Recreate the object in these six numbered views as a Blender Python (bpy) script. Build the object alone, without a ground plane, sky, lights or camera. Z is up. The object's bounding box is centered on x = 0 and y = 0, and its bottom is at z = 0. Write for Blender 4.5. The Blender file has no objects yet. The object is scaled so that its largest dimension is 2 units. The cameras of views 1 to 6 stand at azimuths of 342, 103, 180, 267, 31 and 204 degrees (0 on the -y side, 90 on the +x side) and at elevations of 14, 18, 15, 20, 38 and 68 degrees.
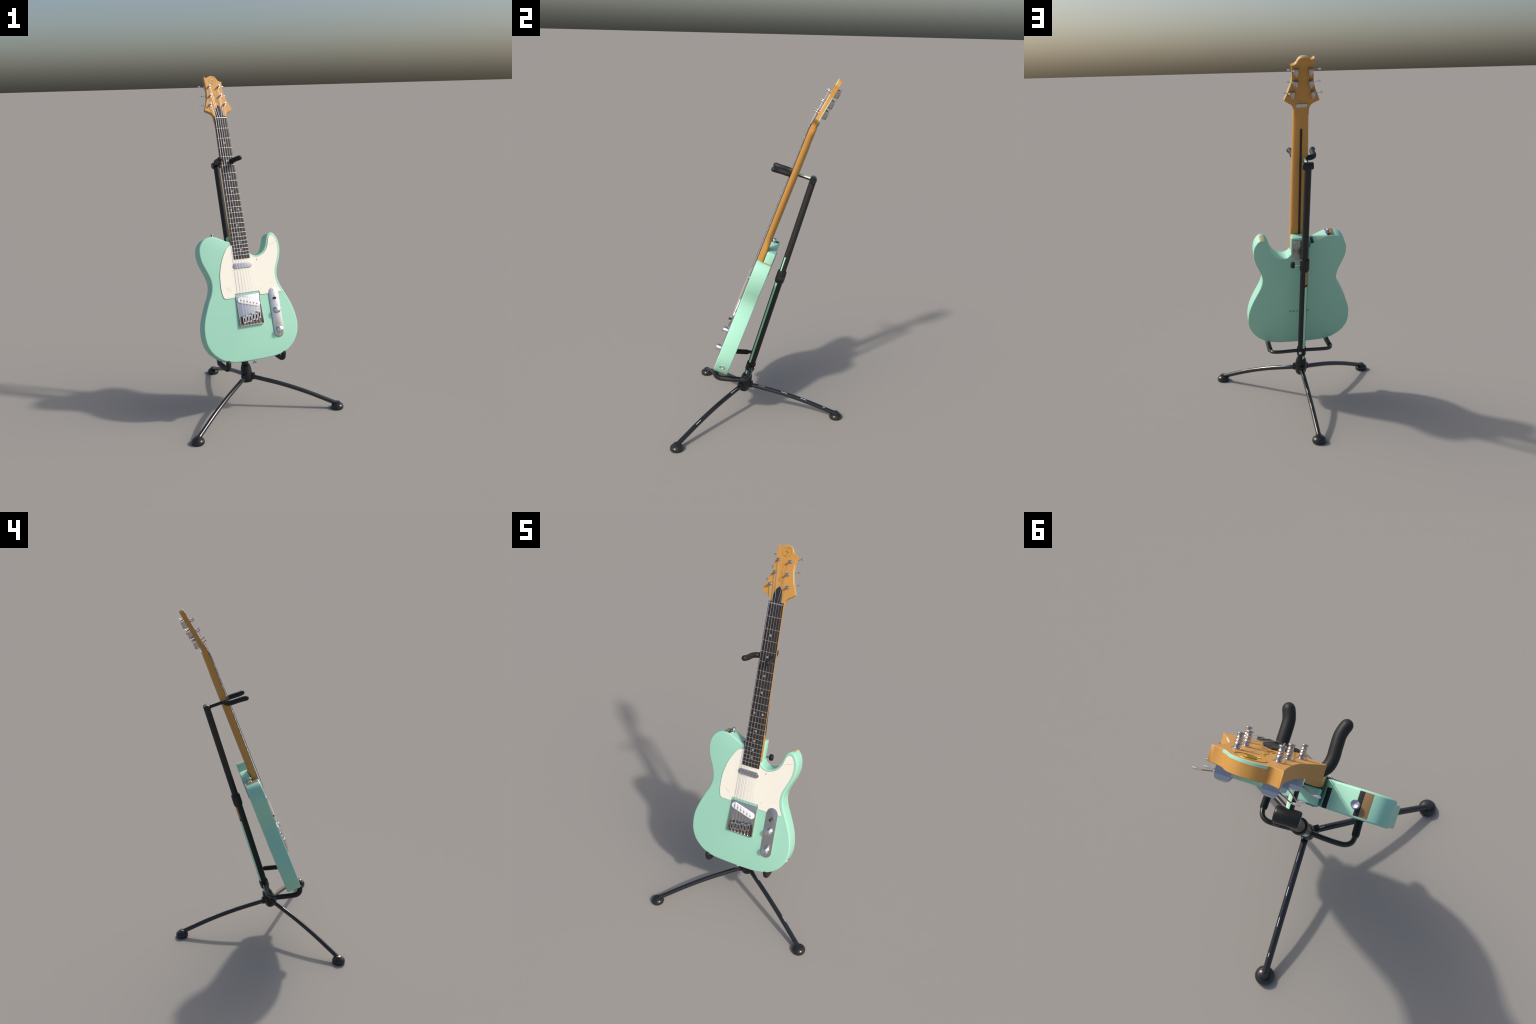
"""Mint single-cutaway electric guitar resting on a black tripod stand.
Guitar parts are modelled in the guitar's own frame (x across, y along the strings
towards the headstock, w out of the front face) and hung on an Empty that carries
the lean; stand parts are modelled directly in metres, z up."""
import bpy, bmesh
from math import sin, cos, pi, radians, sqrt, atan2, hypot
from mathutils import Vector, Matrix

# ------------------------------------------------------------------ frames
G_ROT = Matrix(((0.9938, -0.0249, 0.1088),
                (0.1108, 0.3351, -0.9357),
                (-0.0132, 0.9418, 0.3359)))          # columns: across, along, out
G_ORG = Vector((-0.0348, -0.1150, 0.7199))           # middle of the bridge's upper edge
BASE = Vector((0.0, -0.390, -0.042))                 # foot of the guitar, its empty sits here

YAW = radians(8.0)
SX = Vector((cos(YAW), sin(YAW), 0))                 # stand: sideways
SY = Vector((-sin(YAW), cos(YAW), 0))                # stand: backwards


def pole_at(z):
    t = (z - 0.3) / 1.1
    return Vector((-0.0499 - 0.0427 * t, -0.0566 + 0.3108 * t, z))


POLE_DIR = (pole_at(1.4) - pole_at(0.3)).normalized()

# ------------------------------------------------------------------ materials


def new_mat(name, color, rough=0.5, metal=0.0, spec=0.5, coat=0.0):
    m = bpy.data.materials.new(name)
    m.use_nodes = True
    b = m.node_tree.nodes["Principled BSDF"]
    b.inputs["Base Color"].default_value = (*color, 1)
    b.inputs["Roughness"].default_value = rough
    b.inputs["Metallic"].default_value = metal
    b.inputs["Specular IOR Level"].default_value = spec
    b.inputs["Coat Weight"].default_value = coat
    return m


class Nodes:
    """Tiny helper for writing node trees."""

    def __init__(self, m):
        self.t = m.node_tree
        self.b = self.t.nodes["Principled BSDF"]

    def new(self, kind, **kw):
        n = self.t.nodes.new(kind)
        for k, v in kw.items():
            setattr(n, k, v)
        return n

    def put(self, sock, v):
        if isinstance(v, (int, float)):
            sock.default_value = v
        elif isinstance(v, tuple):
            sock.default_value = v if len(v) == len(sock.default_value) else (*v, 1)
        else:
            self.t.links.new(v, sock)

    def math(self, op, a, b=0.0):
        n = self.new("ShaderNodeMath", operation=op)
        self.put(n.inputs[0], a)
        self.put(n.inputs[1], b)
        return n.outputs[0]

    def coords(self):
        tc = self.new("ShaderNodeTexCoord")
        s = self.new("ShaderNodeSeparateXYZ")
        self.t.links.new(tc.outputs["Object"], s.inputs[0])
        return tc.outputs["Object"], s.outputs[0], s.outputs[1], s.outputs[2]

    def inside(self, v, lo, hi):
        return self.math("MULTIPLY", self.math("GREATER_THAN", v, lo), self.math("LESS_THAN", v, hi))

    def box(self, *triples):
        out = None
        for v, lo, hi in triples:
            k = self.inside(v, lo, hi)
            out = k if out is None else self.math("MULTIPLY", out, k)
        return out

    def mix(self, fac, a, b):
        n = self.new("ShaderNodeMix", data_type="RGBA")
        self.put(n.inputs[0], fac)
        self.put(n.inputs[6], a)
        self.put(n.inputs[7], b)
        return n.outputs[2]

    def noise(self, vec, scale, detail=3.0, stretch=(1, 1, 1)):
        mp = self.new("ShaderNodeMapping")
        mp.inputs["Scale"].default_value = stretch
        self.t.links.new(vec, mp.inputs[0])
        n = self.new("ShaderNodeTexNoise")
        n.inputs["Scale"].default_value = scale
        n.inputs["Detail"].default_value = detail
        self.t.links.new(mp.outputs[0], n.inputs["Vector"])
        return n.outputs["Fac"]

    def color(self, v):
        self.put(self.b.inputs["Base Color"], v)


MINT = (0.357, 0.690, 0.528)
WOOD = (0.57, 0.285, 0.060)
BROWN = (0.19, 0.115, 0.05)

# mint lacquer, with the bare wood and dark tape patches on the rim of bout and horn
m_body = new_mat("mint_lacquer", MINT, 0.42, spec=0.35)
n = Nodes(m_body)
vec, X, Y, W = n.coords()
col = n.mix(n.noise(vec, 9.0), tuple(c * 0.985 for c in MINT), tuple(min(1, c * 1.01) for c in MINT))
col = n.mix(n.box((X, -0.1935, -0.168), (Y, 0.340, 0.40), (W, -0.0775, -0.006)), col, (0.30, 0.185, 0.085))
col = n.mix(n.box((X, -0.168, -0.153), (Y, 0.340, 0.40), (W, -0.0775, -0.006)), col, (0.022, 0.022, 0.026))
col = n.mix(n.box((X, 0.2075, 0.2245), (Y, 0.340, 0.40), (W, -0.0815, -0.022)), col, (0.62, 0.35, 0.125))
col = n.mix(n.box((X, -0.077, -0.063), (Y, 0.321, 0.3365), (W, -0.0835, -0.024)), col, (0.015, 0.017, 0.019))
n.color(col)

# honey maple for neck and headstock
m_wood = new_mat("honey_maple", WOOD, 0.48, spec=0.45)
n = Nodes(m_wood)
vec, X, Y, W = n.coords()
n.color(n.mix(n.noise(vec, 14.0, 4.0, (6, 0.5, 6)), (0.545, 0.268, 0.055), (0.595, 0.300, 0.066)))

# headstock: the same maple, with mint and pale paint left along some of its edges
m_head = new_mat("painted_edge_maple", WOOD, 0.48, spec=0.45)
n = Nodes(m_head)
vec, X, Y, W = n.coords()
col = n.mix(n.noise(vec, 14.0, 4.0, (6, 0.5, 6)), (0.545, 0.268, 0.055), (0.595, 0.300, 0.066))
depth = n.math("ADD", W, n.math("SUBTRACT", n.math("MULTIPLY", Y, 0.16), 0.17784))   # along w from the tilted face
col = n.mix(n.box((depth, -0.0050, -0.0004), (X, -0.030, 0.040), (Y, 1.335, 1.40)), col, MINT)
col = n.mix(n.box((depth, -0.0242, -0.0205), (X, 0.045, 0.10), (Y, 1.128, 1.275)), col, MINT)
col = n.mix(n.box((depth, -0.0032, -0.0004), (X, 0.045, 0.10), (Y, 1.195, 1.290)), col, (0.72, 0.66, 0.58))
n.color(col)

# dark rosewood with grain along the board
m_board = new_mat("rosewood", (0.045, 0.034, 0.027), 0.46, spec=0.35)
n = Nodes(m_board)
vec, X, Y, W = n.coords()
n.color(n.mix(n.noise(vec, 40.0, 5.0, (7, 0.35, 2)), (0.021, 0.015, 0.011), (0.052, 0.040, 0.031)))

m_skunk = new_mat("dark_stripe_wood", (0.022, 0.018, 0.014), 0.5)
m_cream = new_mat("cream_plastic", (0.925, 0.885, 0.770), 0.45, spec=0.3)
m_ply = new_mat("dark_ply", (0.10, 0.075, 0.06), 0.6)
m_chrome = new_mat("chrome", (0.78, 0.77, 0.79), 0.22, metal=1.0)
m_satin = new_mat("satin_metal", (0.585, 0.58, 0.595), 0.25, metal=1.0)
m_nickel = new_mat("worn_nickel", (0.62, 0.57, 0.53), 0.28, metal=1.0)
m_brown_metal = new_mat("dark_brown_metal", (0.20, 0.155, 0.125), 0.35, metal=1.0)
m_dull = new_mat("dull_steel_plate", (0.40, 0.395, 0.39), 0.30, metal=1.0)
m_dark = new_mat("tarnished_metal", (0.10, 0.10, 0.105), 0.4, metal=0.6)
m_gear = new_mat("dull_gear_metal", (0.56, 0.53, 0.53), 0.20, metal=1.0)
m_steel = new_mat("string_steel", (0.74, 0.74, 0.82), 0.42, metal=1.0)
m_fret = new_mat("fret_wire", (0.72, 0.71, 0.71), 0.30, metal=1.0)
m_white = new_mat("white_plastic", (0.93, 0.93, 0.93), 0.35)
m_pearl = new_mat("pearl_inlay", (0.36, 0.34, 0.32), 0.35)
m_black = new_mat("black_plastic", (0.013, 0.014, 0.015), 0.32, spec=0.4)
m_nut = new_mat("dark_nut", (0.022, 0.023, 0.025), 0.55, spec=0.4)
m_gold = new_mat("gold_ink", (0.36, 0.22, 0.02), 0.35, metal=0.3)
m_ink = new_mat("dark_ink", (0.07, 0.05, 0.03), 0.5)
m_scratch = new_mat("grey_scratch", (0.42, 0.40, 0.37), 0.5)

m_tube = new_mat("black_enamel", (0.012, 0.012, 0.0135), 0.15, spec=0.75)
m_pole_up = new_mat("black_matt_tube", (0.019, 0.0185, 0.019), 0.45, spec=0.35)
m_dash = new_mat("pale_grey_dash", (0.62, 0.63, 0.68), 0.4)
m_foam = new_mat("black_foam", (0.017, 0.017, 0.0175), 0.50, spec=0.30)
m_rubber = new_mat("black_rubber", (0.018, 0.018, 0.018), 0.22, spec=0.5)


def striped_tube(name, base, rough, strips):
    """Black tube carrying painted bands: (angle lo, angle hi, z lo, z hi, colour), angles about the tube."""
    m = new_mat(name, base, rough, spec=0.4)
    n = Nodes(m)
    vec, X, Y, Z = n.coords()
    ang = n.math("MULTIPLY", n.math("ARCTAN2", Y, X), 180 / pi)
    col = base
    for a0, a1, z0, z1, c in strips:
        col = n.mix(n.box((ang, a0, a1), (Z, z0, z1)), col, c)
    n.color(col)
    return m


# ------------------------------------------------------------------ mesh helpers


def mesh_object(name, verts, faces, mats, parent, face_mats=None, flat=(), origin=None, sharp=35):
    """Make a child object with its origin at the middle of its box (or at `origin`)."""
    vs = [Vector(v) for v in verts]
    if origin is None:
        lo = Vector([min(v[i] for v in vs) for i in range(3)])
        hi = Vector([max(v[i] for v in vs) for i in range(3)])
        origin = (lo + hi) / 2
    me = bpy.data.meshes.new(name)
    me.from_pydata([v - origin for v in vs], [], faces)
    me.validate()
    for m in (mats if isinstance(mats, (list, tuple)) else [mats]):
        me.materials.append(m)
    bm = bmesh.new()
    bm.from_mesh(me)
    bmesh.ops.recalc_face_normals(bm, faces=bm.faces)
    bm.to_mesh(me)
    bm.free()
    for p in me.polygons:
        p.use_smooth = p.index not in flat
    if face_mats:
        for i, k in face_mats.items():
            me.polygons[i].material_index = k
    me.update()
    me.set_sharp_from_angle(angle=radians(sharp))
    ob = bpy.data.objects.new(name, me)
    bpy.context.scene.collection.objects.link(ob)
    attach(ob, parent, origin)
    return ob


def attach(ob, parent, at):
    if parent is None:
        ob.location = at
        return
    ob.parent = parent
    ob.location = Vector(at) - Vector(parent["_base"])
    ob["_base"] = list(at)


def again(ob, shift, parent=None):
    """A repeat that shares its mesh."""
    c = ob.copy()
    bpy.context.scene.collection.objects.link(c)
    c.location = ob.location + Vector(shift)
    c["_base"] = list(Vector(ob["_base"]) + Vector(shift))
    if parent is not None:
        attach(c, parent, c["_base"])
    return c


def spline(pts, closed=False, step=6):
    """Catmull-Rom through control points of any dimension."""
    P = [Vector(p) for p in pts]
    n = len(P)
    out = []
    segs = n if closed else n - 1
    for i in range(segs):
        if closed:
            a, b, c, d = P[(i - 1) % n], P[i], P[(i + 1) % n], P[(i + 2) % n]
        else:
            b, c = P[i], P[i + 1]
            a = P[i - 1] if i > 0 else b + (b - c)
            d = P[i + 2] if i + 2 < n else c + (c - b)
        for k in range(step):
            t = k / step
            out.append(0.5 * (2 * b + (c - a) * t + (2 * a - 5 * b + 4 * c - d) * t * t + (3 * b - a - 3 * c + d) * t ** 3))
    if not closed:
        out.append(P[-1])
    return out


def slab(outline, w_top, w_bot, r_top=0.0, r_bot=0.0, seg=4, place=None):
    """Solid with the given 2D outline between two levels, edges rounded by r. Returns verts, faces, flat, side."""
    pts = [Vector((p[0], p[1])) for p in outline]
    n = len(pts)
    area = sum(pts[i].x * pts[(i + 1) % n].y - pts[(i + 1) % n].x * pts[i].y for i in range(n))
    if area < 0:
        pts.reverse()
    nor = []
    for i in range(n):
        d = (pts[(i + 1) % n] - pts[i - 1]).normalized()
        nor.append(Vector((d.y, -d.x)))
    rings = []
    if r_top > 0:
        for k in range(seg + 1):
            a = pi / 2 * k / seg
            rings.append((r_top * (1 - sin(a)), w_top - r_top * (1 - cos(a))))
    else:
        rings.append((0, w_top))
    if r_bot > 0:
        for k in range(seg + 1):
            a = pi / 2 * k / seg
            rings.append((r_bot * (1 - cos(a)), w_bot + r_bot * (1 - sin(a))))
    else:
        rings.append((0, w_bot))
    verts, faces = [], []
    for ins, w in rings:
        for p, m in zip(pts, nor):
            q = p - m * ins
            verts.append((q.x, q.y, w) if place is None else place(q.x, q.y, w))
    R = len(rings)
    for k in range(R - 1):
        for i in range(n):
            j = (i + 1) % n
            faces.append((k * n + i, k * n + j, (k + 1) * n + j, (k + 1) * n + i))
    side = list(range(len(faces)))
    faces.append(tuple(range(n)))
    faces.append(tuple(reversed(range((R - 1) * n, R * n))))
    return verts, faces, (len(faces) - 2, len(faces) - 1), side


def frame_along(d):
    d = Vector(d).normalized()
    up = Vector((0, 0, 1)) if abs(d.z) < 0.9 else Vector((1, 0, 0))
    a = d.cross(up).normalized()
    return a, d.cross(a).normalized()


def tube(path, radius, seg=16, round_ends=False):
    """Round bar along a path; radius may vary per point."""
    P = [Vector(p) for p in path]
    r = list(radius) if isinstance(radius, (list, tuple)) else [radius] * len(P)
    if round_ends:
        for end in (0, -1):
            tip, rr = P[end], r[end]
            d = (P[end] - P[1 if end == 0 else -2]).normalized()
            extra = [(tip + d * rr * sin(a), rr * cos(a)) for a in (0.5, 0.95, 1.3)]
            if end == 0:
                P = [e[0] for e in reversed(extra)] + P
                r = [e[1] for e in reversed(extra)] + r
            else:
                P += [e[0] for e in extra]
                r += [e[1] for e in extra]
    n = len(P)
    verts, faces = [], []
    a, b = frame_along(P[1] - P[0])
    for i in range(n):
        d = (P[min(i + 1, n - 1)] - P[max(i - 1, 0)]).normalized()
        a = (a - d * a.dot(d)).normalized()
        b = d.cross(a)
        for k in range(seg):
            t = 2 * pi * k / seg
            verts.append(P[i] + (a * cos(t) + b * sin(t)) * r[i])
    for i in range(n - 1):
        for k in range(seg):
            j = (k + 1) % seg
            faces.append((i * seg + k, i * seg + j, (i + 1) * seg + j, (i + 1) * seg + k))
    faces.append(tuple(reversed(range(seg))))
    faces.append(tuple(range((n - 1) * seg, n * seg)))
    return verts, faces


def lathe(at, axis, profile, seg=24):
    """Turned piece: profile is (distance along axis, radius)."""
    at, axis = Vector(at), Vector(axis).normalized()
    a, b = frame_along(axis)
    verts, faces = [], []
    for s, r in profile:
        for k in range(seg):
            t = 2 * pi * k / seg
            verts.append(at + axis * s + (a * cos(t) + b * sin(t)) * r)
    for i in range(len(profile) - 1):
        for k in range(seg):
            j = (k + 1) % seg
            faces.append((i * seg + k, i * seg + j, (i + 1) * seg + j, (i + 1) * seg + k))
    faces.append(tuple(reversed(range(seg))))
    faces.append(tuple(range((len(profile) - 1) * seg, len(profile) * seg)))
    return verts, faces


def block(cx, cy, cz, sx, sy, sz, chamfer=0.0):
    """Box with its four long (z) edges rounded and top/bottom softened."""
    r = max(chamfer, 1e-4)
    out = []
    for (qx, qy, a0) in ((1, 1, 0), (-1, 1, 90), (-1, -1, 180), (1, -1, 270)):
        for k in range(4):
            t = radians(a0 + 30 * k)
            out.append((cx + qx * (sx / 2 - r) + r * cos(t), cy + qy * (sy / 2 - r) + r * sin(t)))
    return slab(out, cz + sz / 2, cz - sz / 2, r * 0.7, r * 0.7, 2)


def join(*parts):
    V, F = [], []
    for p in parts:
        o = len(V)
        V += list(p[0])
        F += [tuple(i + o for i in f) for f in p[1]]
    return V, F


def capsule(cx, cy, half, rad, ang=0.0, n=12):
    out = []
    for s, a0 in ((1, -90), (-1, 90)):
        for k in range(n + 1):
            t = radians(a0 + 180 * k / n)
            out.append((s * (half - rad) + rad * cos(t), rad * sin(t)))
    c, s_ = cos(ang), sin(ang)
    return [(cx + x * c - y * s_, cy + x * s_ + y * c) for x, y in out]


def thing(name, base, rot, label, category):
    e = bpy.data.objects.new(name, None)
    bpy.context.scene.collection.objects.link(e)
    e.empty_display_size = 0.1
    e.matrix_world = Matrix.Translation(base) @ (rot.to_4x4() if rot else Matrix.Identity(4))
    e["label"] = label
    e["category"] = category
    return e


# =================================================================== GUITAR
guitar = thing("electric_guitar", G_ORG + G_ROT @ BASE, G_ROT,
               "mint green single cutaway electric guitar with cream pickguard", "guitar")
guitar["_base"] = list(BASE)

# ---- body -----------------------------------------------------------------
TH = 0.084
outline = [(-0.055, 0.300), (-0.0585, 0.319), (-0.068, 0.330), (-0.084, 0.3335), (-0.116, 0.350), (-0.150, 0.3655),
           (-0.175, 0.3690), (-0.198, 0.3665), (-0.220, 0.358), (-0.240, 0.340), (-0.254, 0.316), (-0.2605, 0.290),
           (-0.261, 0.258), (-0.256, 0.226), (-0.245, 0.195), (-0.230, 0.158), (-0.219, 0.126), (-0.214, 0.095),
           (-0.2155, 0.066), (-0.228, 0.024), (-0.248, -0.016), (-0.267, -0.060), (-0.285, -0.106), (-0.297, -0.150),
           (-0.301, -0.190), (-0.300, -0.228), (-0.292, -0.268), (-0.271, -0.309), (-0.244, -0.338), (-0.217, -0.358),
           (-0.190, -0.371), (-0.150, -0.383), (-0.090, -0.388), (-0.010, -0.390), (0.050, -0.390), (0.115, -0.3875),
           (0.158, -0.380), (0.195, -0.369), (0.228, -0.350), (0.260, -0.321), (0.286, -0.279), (0.298, -0.243),
           (0.302, -0.210), (0.300, -0.175), (0.293, -0.133), (0.281, -0.094), (0.266, -0.056), (0.247, -0.015),
           (0.226, 0.030), (0.215, 0.068), (0.213, 0.100), (0.219, 0.130), (0.230, 0.160), (0.245, 0.195),
           (0.256, 0.232), (0.2605, 0.268), (0.257, 0.305), (0.247, 0.332), (0.231, 0.353), (0.214, 0.3595),
           (0.198, 0.354), (0.185, 0.338), (0.174, 0.308), (0.161, 0.274), (0.142, 0.248), (0.118, 0.233),
           (0.095, 0.2285), (0.078, 0.232), (0.063, 0.241), (0.053, 0.254)]
rim = []
smooth = spline(outline, step=5)
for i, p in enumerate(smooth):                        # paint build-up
    d = (smooth[min(i + 1, len(smooth) - 1)] - smooth[max(i - 1, 0)]).normalized()
    rim.append((p.x + d.y * 0.0010, p.y - d.x * 0.0010))
rim += [(0.030, 0.272), (0.0, 0.282), (-0.030, 0.291)]
v, f, flat, side = slab(rim, 0.0, -TH, 0.0075, 0.0055, 5)
heel = block(-0.0005, 0.283, -0.0604, 0.101, 0.166, 0.0488, 0.006)
off = len(f)
v, f2 = join((v, f), heel[:2])
flat = tuple(flat) + tuple(off + i for i in heel[2])
body = mesh_object("body", v, f2, m_body, guitar, flat=flat, origin=Vector((0, 0, 0)), sharp=50)

# ---- neck ------------------------------------------------------------------
NUT_Y, END_Y, SCALE = 1.0932, 0.219, 1.183


def half_width(y):
    t = (y - END_Y) / (NUT_Y - END_Y)
    return 0.0520 + (0.0402 - 0.0520) * t


def head_w(y):                                        # level of the tilted headstock face
    return -0.006 - 0.16 * (y - 1.149)


verts, faces = [], []
stations = [0.217, 0.30, 0.36, 0.375, 0.39, 0.405, 0.42, 0.45, 0.55, 0.7, 0.85, 1.0, 1.05, 1.065, 1.08, 1.09, 1.10, 1.115, 1.13, 1.14]
K = 24
for y in stations:
    hw = half_width(min(y, 1.095)) + 0.0004
    k = min(max((y - 0.36) / 0.075, 0), 1)
    k = k * k * (3 - 2 * k)
    k2 = min(max((y - 1.055) / 0.045, 0), 1)
    ex = 7.0 + (2.35 - 7.0) * k + 4.5 * k2            # squarer section at the heel and under the headstock
    top = 0.0027 if y < 1.09 else min(0.0027, head_w(y) - 0.0015)
    bot = -0.0345
    if y > 1.08:
        u = (y - 1.08) / 0.06
        bot = -0.0345 + 0.0045 * u
    for i in range(K + 1):
        t = pi * i / K
        c, s = cos(t), sin(t)
        verts.append((hw * (abs(c) ** (2 / ex)) * (1 if c > 0 else -1), y, top + (bot - top) * (s ** (2 / ex))))
N = K + 1
for a in range(len(stations) - 1):
    for i in range(N):
        j = (i + 1) % N
        faces.append((a * N + i, a * N + j, (a + 1) * N + j, (a + 1) * N + i))
faces.append(tuple(range(N)))
faces.append(tuple(reversed(range((len(stations) - 1) * N, len(stations) * N))))
mesh_object("neck", verts, faces, m_wood, guitar, sharp=40)

stripe = [(0.0062 * cos(radians(a)), 0.990 + 0.0062 * sin(radians(a))) for a in range(0, 181, 20)]
stripe += [(-0.0062, 0.362), (0.0062, 0.362)]
v, f, fl, sd = slab(stripe, -0.030, -0.0351)
mesh_object("neck_stripe", v, f, m_skunk, guitar, flat=fl)

# ---- headstock -------------------------------------------------------------
HN = Vector((0, 0.158, 0.9874))                       # normal of its face
HTH = 0.0245


def head_place(x, y, d):                              # d: height above the face
    return Vector((x, y, head_w(y))) + HN * d


left = [(-0.0405, 1.098), (-0.0425, 1.110), (-0.052, 1.1255), (-0.070, 1.1365), (-0.0905, 1.1465)]
left2 = [(-0.0905, 1.1465), (-0.0795, 1.174), (-0.069, 1.201), (-0.0585, 1.236), (-0.0540, 1.266), (-0.0520, 1.304),
         (-0.0515, 1.340), (-0.0530, 1.3720)]
crown = [(-0.0530, 1.3720), (-0.0440, 1.3655), (-0.0360, 1.3632), (-0.0270, 1.3680), (-0.0140, 1.3742), (0.000, 1.3760),
         (0.0110, 1.3738), (0.0215, 1.3675), (0.0285, 1.3575), (0.0340, 1.3468), (0.0440, 1.3390), (0.0590, 1.3345)]
right = [(0.0590, 1.3345), (0.0550, 1.308), (0.0530, 1.280), (0.0540, 1.250), (0.0645, 1.214), (0.0770, 1.180), (0.0880, 1.1518)]
right2 = [(0.0880, 1.1518), (0.0740, 1.139), (0.0545, 1.1270), (0.0445, 1.1135), (0.0415, 1.098)]
ring = []
for run in (left, left2, crown, right, right2):       # clockwise from the lower left curve
    ring += [tuple(p) for p in spline(run, step=5)][:-1]
ring.append(right2[-1])
v, f, fl, sd = slab(ring, 0.0, -HTH, 0.0008, 0.0008, 1, place=head_place)
mesh_object("headstock", v, f, m_head, guitar, flat=fl, origin=Vector((0, 0, 0)), sharp=40)

cover = [(-0.0245, 1.100), (-0.0245, 1.119), (-0.0230, 1.139), (-0.0160, 1.160), (0.0, 1.1785), (0.0160, 1.160),
         (0.0225, 1.139), (0.0235, 1.119), (0.0235, 1.100)]
v, f, fl, sd = slab(cover, 0.003, 0.0, 0.0008, 0, 2, place=head_place)
mesh_object("truss_rod_cover", v, f, m_nut, guitar, flat=fl)

# emblem: ring and a flowing letter, and the script down the headstock
em = Vector((0.0, 1.342))
ringpts = [head_place(em.x + 0.0232 * cos(2 * pi * k / 40), em.y + 0.0232 * sin(2 * pi * k / 40), 0.0002) for k in range(41)]
v, f = tube(ringpts, 0.0008, 6)
emblem = mesh_object("emblem_ring", v, f, m_gold, guitar)
s_pts = [(0.0100, 1.3600), (0.0030, 1.3565), (-0.0045, 1.3505), (-0.0078, 1.3435), (-0.0030, 1.3425), (0.0050, 1.3440),
         (0.0085, 1.3405), (0.0040, 1.3335), (-0.0040, 1.3275), (-0.0125, 1.3235)]
sp = spline(s_pts, step=5)
v, f = tube([head_place(p[0], p[1], 0.0003) for p in sp], [0.0006 + 0.0013 * sin(pi * i / (len(sp) - 1)) for i in range(len(sp))], 6)
mesh_object("emblem_letter", v, f, m_gold, guitar)
script = []
for i in range(64):
    t = i / 63
    y = 1.205 + 0.082 * t
    script.append((-0.0035 - 0.003 * t + 0.0050 * sin(t * 40 + 1.6 * sin(t * 11)) * (0.65 + 0.45 * sin(t * 17.0)), y + 0.0026 * cos(t * 40)))
v, f = tube([head_place(p[0], p[1], 0.0002) for p in script], 0.00055, 5)
mesh_object("script_lettering", v, f, m_gold, guitar)
tail = spline([(-0.010, 1.222), (-0.0125, 1.208), (-0.006, 1.197), (-0.002, 1.206), (0.004, 1.200), (0.0135, 1.190)], step=5)
v, f = tube([head_place(p[0], p[1], 0.0002) for p in tail], 0.0005, 5)
mesh_object("script_flourish", v, f, m_ink, guitar)

# ---- fingerboard, nut, frets, dots -----------------------------------------
CROWN = 0.0020                                        # how far the middle of the board rises over its edges


def board_w(x, hw):
    return 0.0050 + CROWN * (1 - (x / hw) ** 2)


verts, faces = [], []
J = 10
for y in (END_Y, 0.5, 0.8, NUT_Y + 0.006):
    hw = half_width(y)
    row = [(hw * (2 * k / J - 1), y, board_w(hw * (2 * k / J - 1), hw)) for k in range(J + 1)]
    verts += row + [(hw, y, 0.0022), (-hw, y, 0.0022)]
M = J + 3
for a in range(3):
    for k in range(M):
        j = (k + 1) % M
        faces.append((a * M + k, a * M + j, (a + 1) * M + j, (a + 1) * M + k))
faces += [tuple(range(M)), tuple(reversed(range(3 * M, 4 * M)))]
mesh_object("fingerboard", verts, faces, m_board, guitar)


def cross_bar(y, width, lift, hw, sink=0.001, n=8):
    """Bar across the board following its crown, rounded on top."""
    prof = [(-0.5, -sink), (-0.5, lift * 0.45), (-0.25, lift * 0.9), (0.0, lift), (0.25, lift * 0.9), (0.5, lift * 0.45), (0.5, -sink)]
    vs, fs = [], []
    for k in range(n + 1):
        x = hw * (2 * k / n - 1)
        for q, h in prof:
            vs.append((x, y + q * width, board_w(x, hw) + h))
    m = len(prof)
    for k in range(n):
        for i in range(m):
            j = (i + 1) % m
            fs.append((k * m + i, k * m + j, (k + 1) * m + j, (k + 1) * m + i))
    fs += [tuple(range(m)), tuple(reversed(range(n * m, (n + 1) * m)))]
    return vs, fs


def fret_y(k):
    return NUT_Y - SCALE * (1 - 2 ** (-k / 12))


for k in range(1, 23):
    v, f = cross_bar(fret_y(k), 0.0030, 0.0017, half_width(fret_y(k)) - 0.0003)
    mesh_object("fret", v, f, m_fret, guitar)
v, f = cross_bar(NUT_Y + 0.0002, 0.0060, 0.0026, half_width(NUT_Y) - 0.0005)
mesh_object("nut", v, f, m_fret, guitar)
v, f = cross_bar(NUT_Y + 0.0062, 0.0060, 0.0024, half_width(NUT_Y), sink=0.004)
mesh_object("nut_back", v, f, m_nut, guitar)

for k in (3, 5, 7, 9, 12, 15, 17, 19, 21):
    yc = (fret_y(k) + fret_y(k - 1)) / 2
    for x in ((-0.024, 0.024) if k == 12 else (0.0,)):
        hw = half_width(yc)
        v, f = lathe((x, yc, board_w(x, hw) - 0.001), (0, 0, 1), [(0, 0.0062), (0.0013, 0.0062)], 20)
        mesh_object("inlay_dot", v, f, m_pearl, guitar)

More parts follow.
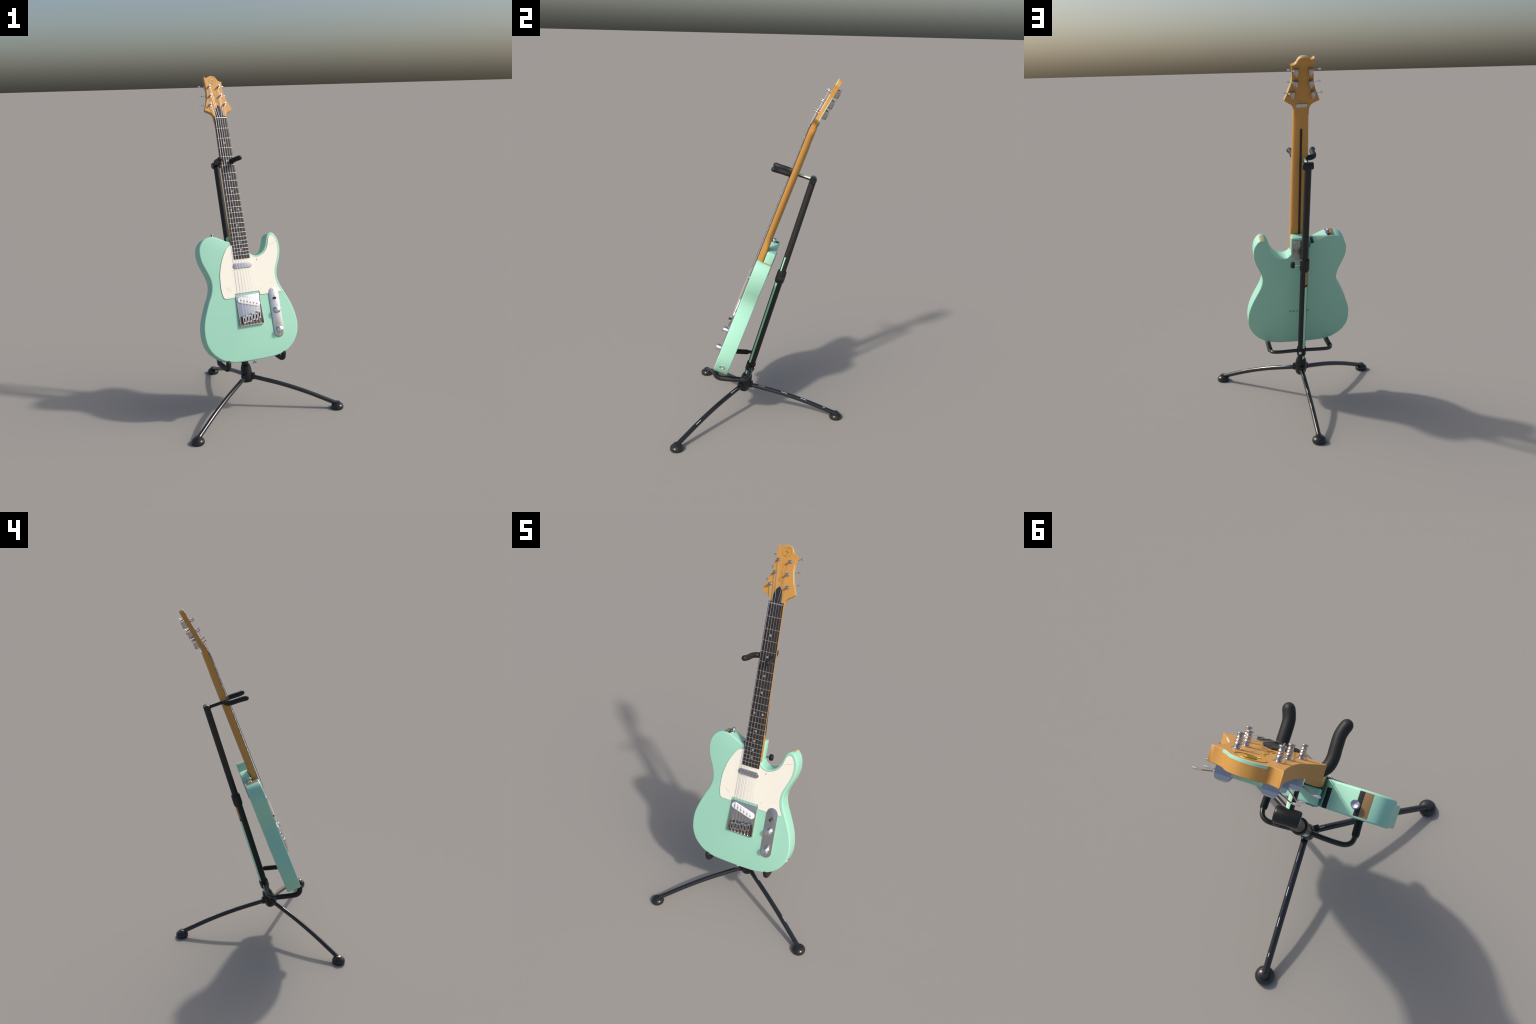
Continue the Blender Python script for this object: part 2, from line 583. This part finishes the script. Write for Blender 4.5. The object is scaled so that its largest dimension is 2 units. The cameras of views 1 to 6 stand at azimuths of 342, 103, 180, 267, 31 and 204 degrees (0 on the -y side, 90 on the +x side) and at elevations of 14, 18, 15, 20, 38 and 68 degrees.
# ---- pickguard --------------------------------------------------------------
pg_left = spline([(-0.0525, 0.3060), (-0.068, 0.3030), (-0.087, 0.2905), (-0.103, 0.270), (-0.119, 0.242), (-0.133, 0.212),
                  (-0.1455, 0.174), (-0.155, 0.134), (-0.1590, 0.092), (-0.1600, 0.060), (-0.1585, 0.032), (-0.1535, 0.006),
                  (-0.1470, -0.004), (-0.1370, -0.0085)], step=4)
pg_notch = [(-0.0840, -0.0085), (-0.0805, 0.0145), (0.0785, 0.0150), (0.0830, -0.0085), (0.110, -0.0095), (0.150, -0.0095),
            (0.2265, -0.0085)]
pg_right = spline([(0.2265, -0.0085), (0.216, 0.014), (0.2055, 0.036), (0.1990, 0.062), (0.1968, 0.090), (0.1985, 0.114),
                   (0.2040, 0.137), (0.2220, 0.182), (0.2385, 0.227), (0.2438, 0.268), (0.2410, 0.302), (0.2325, 0.326),
                   (0.2240, 0.3375), (0.2115, 0.3420), (0.2000, 0.3360), (0.1920, 0.3250), (0.1860, 0.308), (0.1800, 0.2850),
                   (0.1690, 0.2630), (0.1500, 0.2410), (0.1250, 0.2260), (0.1010, 0.2185), (0.0840, 0.2200), (0.0690, 0.2260),
                   (0.0540, 0.2390)], step=4)
guard = [tuple(p) for p in pg_left] + pg_notch[:-1] + [tuple(p) for p in pg_right]
v, f, fl, sd = slab(guard, 0.0032, 0.0004, 0, 0)
mesh_object("pickguard", v, f, [m_cream, m_ply], guitar, face_mats={i: 1 for i in sd}, flat=fl)


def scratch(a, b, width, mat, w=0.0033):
    a, b = Vector(a), Vector(b)
    d = (b - a).normalized()
    q = Vector((-d.y, d.x)) * width / 2
    o = [a, (a + b) / 2 + q, b + q * 0.6, b - q * 0.6, (a + b) / 2 - q]
    v, f, fl, sd = slab([(p.x, p.y) for p in o], w + 0.0003, w - 0.0004)
    mesh_object("scratch", v, f, mat, guitar, flat=fl)


scratch((-0.1357, 0.0661), (-0.0970, 0.0316), 0.0012, m_scratch)
scratch((0.1812, 0.2815), (0.2412, 0.3009), 0.0016, m_scratch)
scratch((0.0960, 0.2110), (0.0945, 0.1975), 0.0034, m_ink)
scratch((0.0795, 0.0170), (0.1030, 0.0340), 0.0011, m_scratch)
scratch((0.1800, 0.0640), (0.1560, 0.0490), 0.0007, m_scratch)

# ---- neck pickup -------------------------------------------------------------
v, f, fl, sd = slab(capsule(-0.0030, 0.1800, 0.0610, 0.0165), 0.0095, 0.0030, 0.002, 0, 3)
mesh_object("neck_pickup", v, f, m_satin, guitar, flat=fl)

# ---- bridge -------------------------------------------------------------------
plate = block(0.0, -0.0905, 0.0022, 0.1530, 0.1810, 0.0032, 0.004)
bridge = mesh_object("bridge_plate", plate[0], plate[1], m_satin, guitar, flat=plate[2])


def rail(x0, x1, y0, y1, h0, h1, z0=0.0020):
    """Wall standing on the plate, its height running from h0 (at y0) to h1 (at y1)."""
    vs = [(x0, y0, z0), (x1, y0, z0), (x1, y1, z0), (x0, y1, z0), (x0, y0, h0), (x1, y0, h0), (x1, y1, h1), (x0, y1, h1)]
    fs = [(0, 3, 2, 1), (4, 5, 6, 7), (0, 1, 5, 4), (1, 2, 6, 5), (2, 3, 7, 6), (3, 0, 4, 7)]
    return vs, fs


v, f = join(rail(-0.0768, -0.0748, -0.001, -0.1812, 0.0050, 0.0150), rail(0.0748, 0.0768, -0.001, -0.1812, 0.0050, 0.0150),
            rail(-0.0768, 0.0768, -0.1800, -0.1822, 0.0150, 0.0150))
mesh_object("bridge_wall", v, f, m_nickel, bridge)
v, f, fl, sd = slab([(-0.066, -0.124), (0.066, -0.112), (0.0745, -0.178), (-0.0745, -0.178)], 0.0050, 0.0030)  # dark plate modelled for the brown reflection and occlusion shade around the saddles
mesh_object("saddle_shade_plate", v, f, m_brown_metal, bridge, flat=fl)

ang = atan2(-0.0335, 0.110)
v, f, fl, sd = slab(capsule(-0.0010, -0.0430, 0.0735, 0.0180, ang), 0.0130, 0.0034, 0.0022, 0, 3)
pickup = mesh_object("bridge_pickup", v, f, m_white, bridge, flat=fl)
for k in range(6):
    t = k / 5
    px, py = -0.0515 + 0.0985 * t, -0.0290 - 0.0310 * t
    v, f = lathe((px, py, 0.0120), (0, 0, 1), [(0, 0.0034), (0.0016, 0.0034)], 12)
    mesh_object("pole_piece", v, f, m_brown_metal, pickup)

SAD_X = [-0.0495 + 0.0198 * k for k in range(6)]
SAD_Y = [-0.1475, -0.1420, -0.1430, -0.1345, -0.1370, -0.1275]
for k in range(6):
    x, y = SAD_X[k], SAD_Y[k]
    # hollow block: two cheeks, a front bar and a tail
    hl, hw_ = 0.0210, 0.0084
    parts = [block(x - hw_ + 0.002, y, 0.0124, 0.0048, 2 * hl, 0.0130, 0.0008)[:2],
             block(x + hw_ - 0.002, y, 0.0124, 0.0048, 2 * hl, 0.0130, 0.0008)[:2],
             block(x, y + hl - 0.0045, 0.0125, 0.0114, 0.0090, 0.0126, 0.0012)[:2],
             block(x, y - hl + 0.004, 0.0126, 0.0114, 0.0080, 0.0130, 0.0008)[:2]]
    v, f = join(*parts)
    sad = mesh_object("saddle", v, f, m_satin, bridge, sharp=30)
    v, f = block(x, y, 0.0105, 0.0082, 2 * hl - 0.016, 0.0030, 0.0005)[:2]
    mesh_object("saddle_slot", v, f, m_ink, sad)
    v, f = tube([(x, y - hl + 0.002, 0.0105), (x, -0.1806, 0.0105)], 0.0021, 10)
    mesh_object("saddle_screw", v, f, m_chrome, sad)
    for sx_ in (-0.0042, 0.0042):
        v, f = lathe((x + sx_, y + hl - 0.008, 0.018), (0, 0, 1), [(0, 0.0016), (0.0042, 0.0016)], 8)
        mesh_object("height_screw", v, f, m_chrome, sad)

# ---- controls -----------------------------------------------------------------
v, f, fl, sd = slab(capsule(0.1695, -0.1275, 0.1515, 0.0320, pi / 2), 0.0052, 0.0006, 0.0012, 0, 2)
cplate = mesh_object("control_plate", v, f, m_satin, guitar, flat=fl)
for yk in (-0.1165, -0.2345):
    prof = [(0, 0.0205), (0.003, 0.0204), (0.004, 0.0192), (0.0235, 0.0184), (0.0268, 0.0172), (0.0292, 0.0130), (0.0303, 0.007), (0.0307, 0.001)]
    v, f = lathe((0.1700, yk, 0.0050), (0, 0, 1), prof, 28)
    knob = mesh_object("control_knob", v, f, m_chrome, cplate)
    v, f = block(0.1740, yk - 0.009, 0.0345, 0.0030, 0.0090, 0.0024, 0.0003)[:2]
    mesh_object("knob_mark", v, f, m_ink, knob)
v, f, fl, sd = slab(capsule(0.1690, -0.0430, 0.0180, 0.0014, pi / 2), 0.0056, 0.0048)
slot = mesh_object("switch_slot", v, f, m_ink, cplate, flat=fl)
v, f = tube([(0.1690, -0.0430, 0.005), (0.1690, -0.0400, 0.016)], 0.0018, 8)
lever = mesh_object("switch_lever", v, f, m_chrome, cplate)
v, f = tube([(0.1690, -0.0405, 0.0125), (0.1690, -0.0430, 0.0205)], [0.0048, 0.0075], 14, True)
mesh_object("switch_tip", v, f, m_black, lever)
for ys in (0.0120, -0.2670):
    v, f = lathe((0.1695, ys, 0.0048), (0, 0, 1), [(0, 0.0040), (0.0008, 0.0038), (0.0014, 0.0022)], 12)
    mesh_object("plate_screw", v, f, m_satin, cplate)

# ---- strings --------------------------------------------------------------------
GAUGE = [0.0013, 0.0011, 0.0010, 0.0007, 0.0005, 0.0004]
POSTS = [(-0.0500, 1.180), (-0.0370, 1.240), (-0.0325, 1.301), (0.0305, 1.300), (0.0300, 1.239), (0.0440, 1.180)]
for k in range(6):
    xn = -0.0340 + 0.0136 * k
    px, py = POSTS[k]
    toward = 0.0042 if px < 0 else -0.0042
    path = [(SAD_X[k], SAD_Y[k] + 0.004, 0.0120), (SAD_X[k], SAD_Y[k] + 0.0135, 0.0192), (xn, NUT_Y, 0.0100),
            tuple(head_place(px + toward, py - 0.004, 0.0125))]
    v, f = tube(path, GAUGE[k], 6)
    mesh_object("guitar_string", v, f, m_steel, guitar)

# ---- tuners ----------------------------------------------------------------------
BUTTON = [(-0.0920, 1.1950, -0.0590), (-0.0765, 1.2580, -0.0740), (-0.0755, 1.3195, -0.0785),
          (0.0725, 1.3180, -0.0740), (0.0710, 1.2550, -0.0680), (0.0855, 1.1955, -0.0565)]
for k, (px, py) in enumerate(POSTS):
    s = -1 if px < 0 else 1
    prof = [(0.0, 0.0085), (0.0016, 0.0085), (0.0024, 0.0050), (0.0070, 0.0046), (0.0080, 0.0060), (0.0105, 0.0046),
            (0.0125, 0.0056), (0.0150, 0.0046), (0.0170, 0.0056), (0.0190, 0.0044), (0.0215, 0.0044), (0.0232, 0.0062), (0.0250, 0.0058)]
    v, f = lathe(head_place(px, py, 0.0), HN, prof, 16)
    tuner = mesh_object("tuner", v, f, m_gear, guitar)
    # gear housing behind the headstock: a keystone that narrows towards the nut
    hx, hy = px + s * 0.004, py + 0.0035
    key = [(hx - 0.0125, hy + 0.0205), (hx + 0.0125, hy + 0.0205), (hx + 0.0120, hy - 0.0030), (hx + 0.0040, hy - 0.0205),
           (hx - 0.0040, hy - 0.0205), (hx - 0.0120, hy - 0.0030)]
    v, f, fl, sd = slab(key, -HTH + 0.001, -HTH - 0.0240, 0, 0.0100, 2, place=head_place)
    mesh_object("tuner_housing", v, f, m_gear, tuner, flat=range(200), sharp=5)
    o = Vector(BUTTON[k])
    a = head_place(hx + s * 0.008, py + 0.010, -HTH - 0.0130)
    v, f = tube([a, o - Vector((s * 0.007, 0, 0))], 0.0011, 8)
    mesh_object("tuner_shaft", v, f, m_gear, tuner)
    v, f = tube([o + Vector((-s * 0.008, 0, 0)), o + Vector((-s * 0.003, 0, 0)), o + Vector((s * 0.004, 0, 0)), o + Vector((s * 0.008, 0, 0))],
                [0.0018, 0.0046, 0.0056, 0.0030], 10)
    v = [Vector((p.x, p.y, o.z + (p.z - o.z) * 0.45)) for p in v]
    mesh_object("tuner_button", v, f, m_chrome, tuner)

# pale worn plate at the back of the neck joint of the headstock
v, f, fl, sd = slab([(-0.0250, 1.1120), (0.0215, 1.1110), (0.0330, 1.1240), (0.0225, 1.1340), (-0.0265, 1.1330), (-0.0300, 1.1230)],
                    -HTH - 0.0010, -HTH - 0.0098, 0, 0.003, 2, place=head_place)
mesh_object("neck_badge", v, f, m_satin, guitar, flat=fl)

# ---- back of the body --------------------------------------------------------------
v, f, fl, sd = block(-0.0035, 0.2890, -0.0862, 0.0900, 0.1260, 0.0040, 0.004)
mesh_object("neck_plate", v, f, m_dull, guitar, flat=fl)
for sx_ in (-0.040, 0.033):
    for sy_ in (0.236, 0.342):
        v, f = lathe((sx_, sy_, -0.0880), (0, 0, -1), [(0, 0.0060), (0.0010, 0.0058), (0.0020, 0.0030)], 14)
        mesh_object("neck_screw", v, f, m_chrome, guitar)
for k in range(6):
    v, f = lathe((-0.0525 + 0.0207 * k, -0.1480, -TH + 0.0005), (0, 0, -1), [(0, 0.0064), (0.0010, 0.0064), (0.0014, 0.0050), (0.0003, 0.0040), (0.0002, 0.0004)], 16)
    mesh_object("string_ferrule", v, f, m_dark, guitar)

# ---- strap buttons and jack ----------------------------------------------------------
BTN = [(1.2 * a_, 1.2 * r_) for a_, r_ in ((-0.002, 0.0110), (0.0016, 0.0110), (0.0030, 0.0068), (0.0100, 0.0060), (0.0150, 0.0090), (0.0175, 0.0100), (0.0190, 0.0092), (0.0180, 0.0060), (0.0165, 0.0010))]
v, f = lathe((-0.1520, 0.3660, -0.0470), (0.12, 1, 0.06), BTN, 22)
mesh_object("strap_button", v, f, m_chrome, guitar)
v, f = lathe((-0.0005, -0.3895, -0.0420), (0, -1, 0), BTN, 22)
mesh_object("strap_button", v, f, m_chrome, guitar)
jn = Vector((0.83, -0.56, 0))
v, f = lathe((0.2835, -0.2845, -0.0425), jn, [(-0.002, 0.0175), (0.0015, 0.0175), (0.0032, 0.0150), (0.0026, 0.0095), (-0.0015, 0.0080)], 24)
jack = mesh_object("output_jack", v, f, m_chrome, guitar)
v, f = lathe((0.2835, -0.2845, -0.0425), jn, [(-0.002, 0.0080), (-0.0005, 0.0080)], 16)
mesh_object("jack_socket", v, f, m_ink, jack)

# =================================================================== STAND
HUB = pole_at(0.188)
stand = thing("guitar_stand", Vector((HUB.x, HUB.y, 0)), None,
              "black tubular tripod guitar stand with foam yoke arms", "stand")
stand["_base"] = [HUB.x, HUB.y, 0]


def st(o, a, b, z):
    return Vector((o.x, o.y, 0)) + SX * a + SY * b + Vector((0, 0, z))


# ---- pole -------------------------------------------------------------------
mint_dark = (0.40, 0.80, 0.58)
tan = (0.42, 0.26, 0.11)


def straight_tube(name, a, b, r, mat, parent):
    """Straight tube with its own tilted axes (z along it), so that band masks run round it."""
    a, b = Vector(a), Vector(b)
    L = (b - a).length
    v, f = lathe((0, 0, 0), (0, 0, 1), [(0, r), (L, r)], 32)
    ob = mesh_object(name, v, f, mat, parent, origin=Vector((0, 0, 0)))
    zc = (b - a) / L
    xc = Vector((1, 0, 0))
    xc = (xc - zc * xc.dot(zc)).normalized()
    ob.matrix_local = Matrix.Translation(a - Vector(parent["_base"])) @ Matrix((xc, zc.cross(xc), zc)).transposed().to_4x4()
    return ob


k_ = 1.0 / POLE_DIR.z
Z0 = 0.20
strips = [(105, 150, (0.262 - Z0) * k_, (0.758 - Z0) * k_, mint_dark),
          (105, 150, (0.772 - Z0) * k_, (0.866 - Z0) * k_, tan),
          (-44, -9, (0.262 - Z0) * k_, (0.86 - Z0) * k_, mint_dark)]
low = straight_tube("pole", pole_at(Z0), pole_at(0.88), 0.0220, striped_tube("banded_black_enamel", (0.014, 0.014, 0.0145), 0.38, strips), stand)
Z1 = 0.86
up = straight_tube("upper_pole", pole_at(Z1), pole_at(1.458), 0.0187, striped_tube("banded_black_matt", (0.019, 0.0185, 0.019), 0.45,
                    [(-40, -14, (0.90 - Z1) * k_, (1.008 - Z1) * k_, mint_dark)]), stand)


def collar(name, z0, z1, prof, mat):
    a, b = pole_at(z0), pole_at(z1)
    L = (b - a).length
    v, f = lathe(a, POLE_DIR, [(t * L, r) for t, r in prof], 32)
    return mesh_object(name, v, f, mat, stand)


mid = collar("height_clamp", 0.852, 0.925, [(0, 0.0225), (0.08, 0.0255), (0.25, 0.0272), (0.85, 0.0265), (0.97, 0.0250), (1.0, 0.0225), (1.0, 0.0170)], m_pole_up)
c0 = pole_at(0.887)
head = Vector((-0.0073, 0.1214, 0.8929))
ax = (head - c0).normalized()
v, f = tube([c0 + ax * 0.02, head], 0.0046, 12)
mesh_object("clamp_screw", v, f, m_chrome, mid)
knob_v, knob_f = [], []
v, f = lathe(head - ax * 0.010, ax, [(0, 0.0120), (0.002, 0.0180), (0.006, 0.0192), (0.015, 0.0186), (0.019, 0.0165), (0.0205, 0.012)], 24)
mesh_object("clamp_knob", v, f, m_black, mid)

lowc = collar("cradle_collar", 0.284, 0.338, [(0, 0.0230), (0.06, 0.0262), (0.2, 0.0275), (0.8, 0.0275), (0.95, 0.0262), (1.0, 0.0230)], m_black)
lc = pole_at(0.311)
v, f = lathe(st(lc, 0.012, 0.025, 0.306), SY, [(0, 0.0085), (0.003, 0.0085), (0.0045, 0.006)], 14)
mesh_object("collar_bolt", v, f, m_chrome, lowc)

# ---- hub, legs, feet ----------------------------------------------------------
hub = collar("tripod_hub", 0.150, 0.259, [(0, 0.0200), (0.02, 0.0275), (0.12, 0.0325), (0.30, 0.0345), (0.62, 0.0340), (0.82, 0.0315), (0.96, 0.0270), (1.0, 0.0225)], m_black)
FEET = [(-0.4540, -0.4640), (0.4535, -0.3385), (-0.1255, 0.4645)]
LEG_Z = [(0.03, 0.187), (0.10, 0.180), (0.25, 0.162), (0.40, 0.1420), (0.55, 0.1180), (0.70, 0.0905), (0.85, 0.0590), (0.95, 0.0375), (0.985, 0.0305)]
FOOT = [(0.0, 0.0362), (0.004, 0.0377), (0.011, 0.0380), (0.018, 0.0362), (0.024, 0.0318), (0.0290, 0.0250), (0.0315, 0.0185),
        (0.0355, 0.0178), (0.0395, 0.0165), (0.0410, 0.0125)]
DASHES = {-0.4540: [(0.10, 0.16)], 0.4535: [(0.17, 0.23), (0.60, 0.67)], -0.1255: [(0.18, 0.23), (0.38, 0.43), (0.56, 0.61), (0.75, 0.79)]}
foot0 = None
for fx, fy in FEET:
    path = [Vector((HUB.x + (fx - HUB.x) * t, HUB.y + (fy - HUB.y) * t, z)) for t, z in LEG_Z]
    spine = spline(path, step=5)
    v, f = tube(spine, 0.0134, 18)
    leg = mesh_object("leg", v, f, m_tube, stand)
    d = Vector((fx - HUB.x, fy - HUB.y, 0)).normalized()
    s = Vector((-d.y, d.x, 0))
    c = HUB + d * 0.0370 + Vector((0, 0, 0.001))
    vs = []
    bv, bf, bfl, bsd = block(0, 0, 0, 0.026, 0.027, 0.038, 0.004)
    vs = [c + d * p[0] + s * p[1] + Vector((0, 0, p[2])) for p in bv]
    mesh_object("leg_socket", vs, bf, m_black, leg, flat=bfl)
    side_ = Vector((0.45, 0.35, 0.85)).normalized()   # pale dashes along the upper side
    for t0, t1 in DASHES[fx]:
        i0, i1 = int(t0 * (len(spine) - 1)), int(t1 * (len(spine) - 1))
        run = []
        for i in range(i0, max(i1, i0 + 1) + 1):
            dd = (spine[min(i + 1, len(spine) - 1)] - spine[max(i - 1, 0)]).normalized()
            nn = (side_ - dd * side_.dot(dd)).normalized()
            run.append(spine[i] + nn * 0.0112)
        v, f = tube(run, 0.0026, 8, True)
        mesh_object("pale_dash", v, f, m_dash, leg)
    if foot0 is None:
        v, f = lathe((fx, fy, 0), (0, 0, 1), FOOT, 28)
        foot0 = mesh_object("rubber_foot", v, f, m_rubber, leg)
        foot_at = Vector(foot0["_base"])
        first = (fx, fy)
    else:
        again(foot0, (fx - first[0], fy - first[1], 0), leg)

# ---- lower cradle ---------------------------------------------------------------
lo_o = pole_at(0.311)
for s in (1, -1):
    bar = [st(lo_o, s * a, b, z) for a, b, z in ((0.020, 0.004, 0.316), (0.07, 0.008, 0.3165), (0.12, 0.010, 0.3165), (0.155, 0.007, 0.3160),
                                                 (0.176, -0.008, 0.3145), (0.183, -0.032, 0.313), (0.183, -0.060, 0.312))]
    v, f = tube(spline(bar, step=5), 0.0104, 16)
    arm = mesh_object("cradle_arm", v, f, m_tube, stand)
    pad = [st(lo_o, s * a, b, z) for a, b, z in ((0.183, -0.044, 0.3115), (0.1825, -0.090, 0.3110), (0.182, -0.135, 0.3115), (0.182, -0.160, 0.3150),
                                                 (0.182, -0.176, 0.3260), (0.182, -0.1815, 0.3420), (0.182, -0.182, 0.3600))]
    v, f = tube(spline(pad, step=5), 0.0152, 18, True)
    mesh_object("foam_sleeve", v, f, m_foam, arm)

# ---- neck yoke --------------------------------------------------------------------
tc = Vector((-0.0940, 0.2706, 1.4585))
v, f = lathe(tc - SX * 0.0285, SX, [(0, 0.0170), (0.002, 0.0188), (0.005, 0.0196), (0.052, 0.0196), (0.055, 0.0188), (0.057, 0.0170)], 28)
cap = mesh_object("yoke_head", v, f, m_black, stand)
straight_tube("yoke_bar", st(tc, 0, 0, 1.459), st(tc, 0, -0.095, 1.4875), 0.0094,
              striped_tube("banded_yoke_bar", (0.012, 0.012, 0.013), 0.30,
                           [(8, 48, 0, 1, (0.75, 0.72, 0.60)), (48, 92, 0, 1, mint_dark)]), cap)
for s in (1, -1):
    pad = [st(tc, s * a, b, z) for a, b, z in ((0.000, -0.100, 1.4880), (0.020, -0.102, 1.4885), (0.038, -0.108, 1.4900), (0.0510, -0.121, 1.4935),
                                               (0.0560, -0.140, 1.4990), (0.0560, -0.165, 1.5065), (0.0565, -0.188, 1.5125), (0.0600, -0.202, 1.5165),
                                               (0.0640, -0.212, 1.5195))]
    v, f = tube(spline(pad, step=5), 0.0146, 18, True)
    mesh_object("foam_sleeve", v, f, m_foam, cap)

for ob in bpy.data.objects:
    if "_base" in ob:
        del ob["_base"]
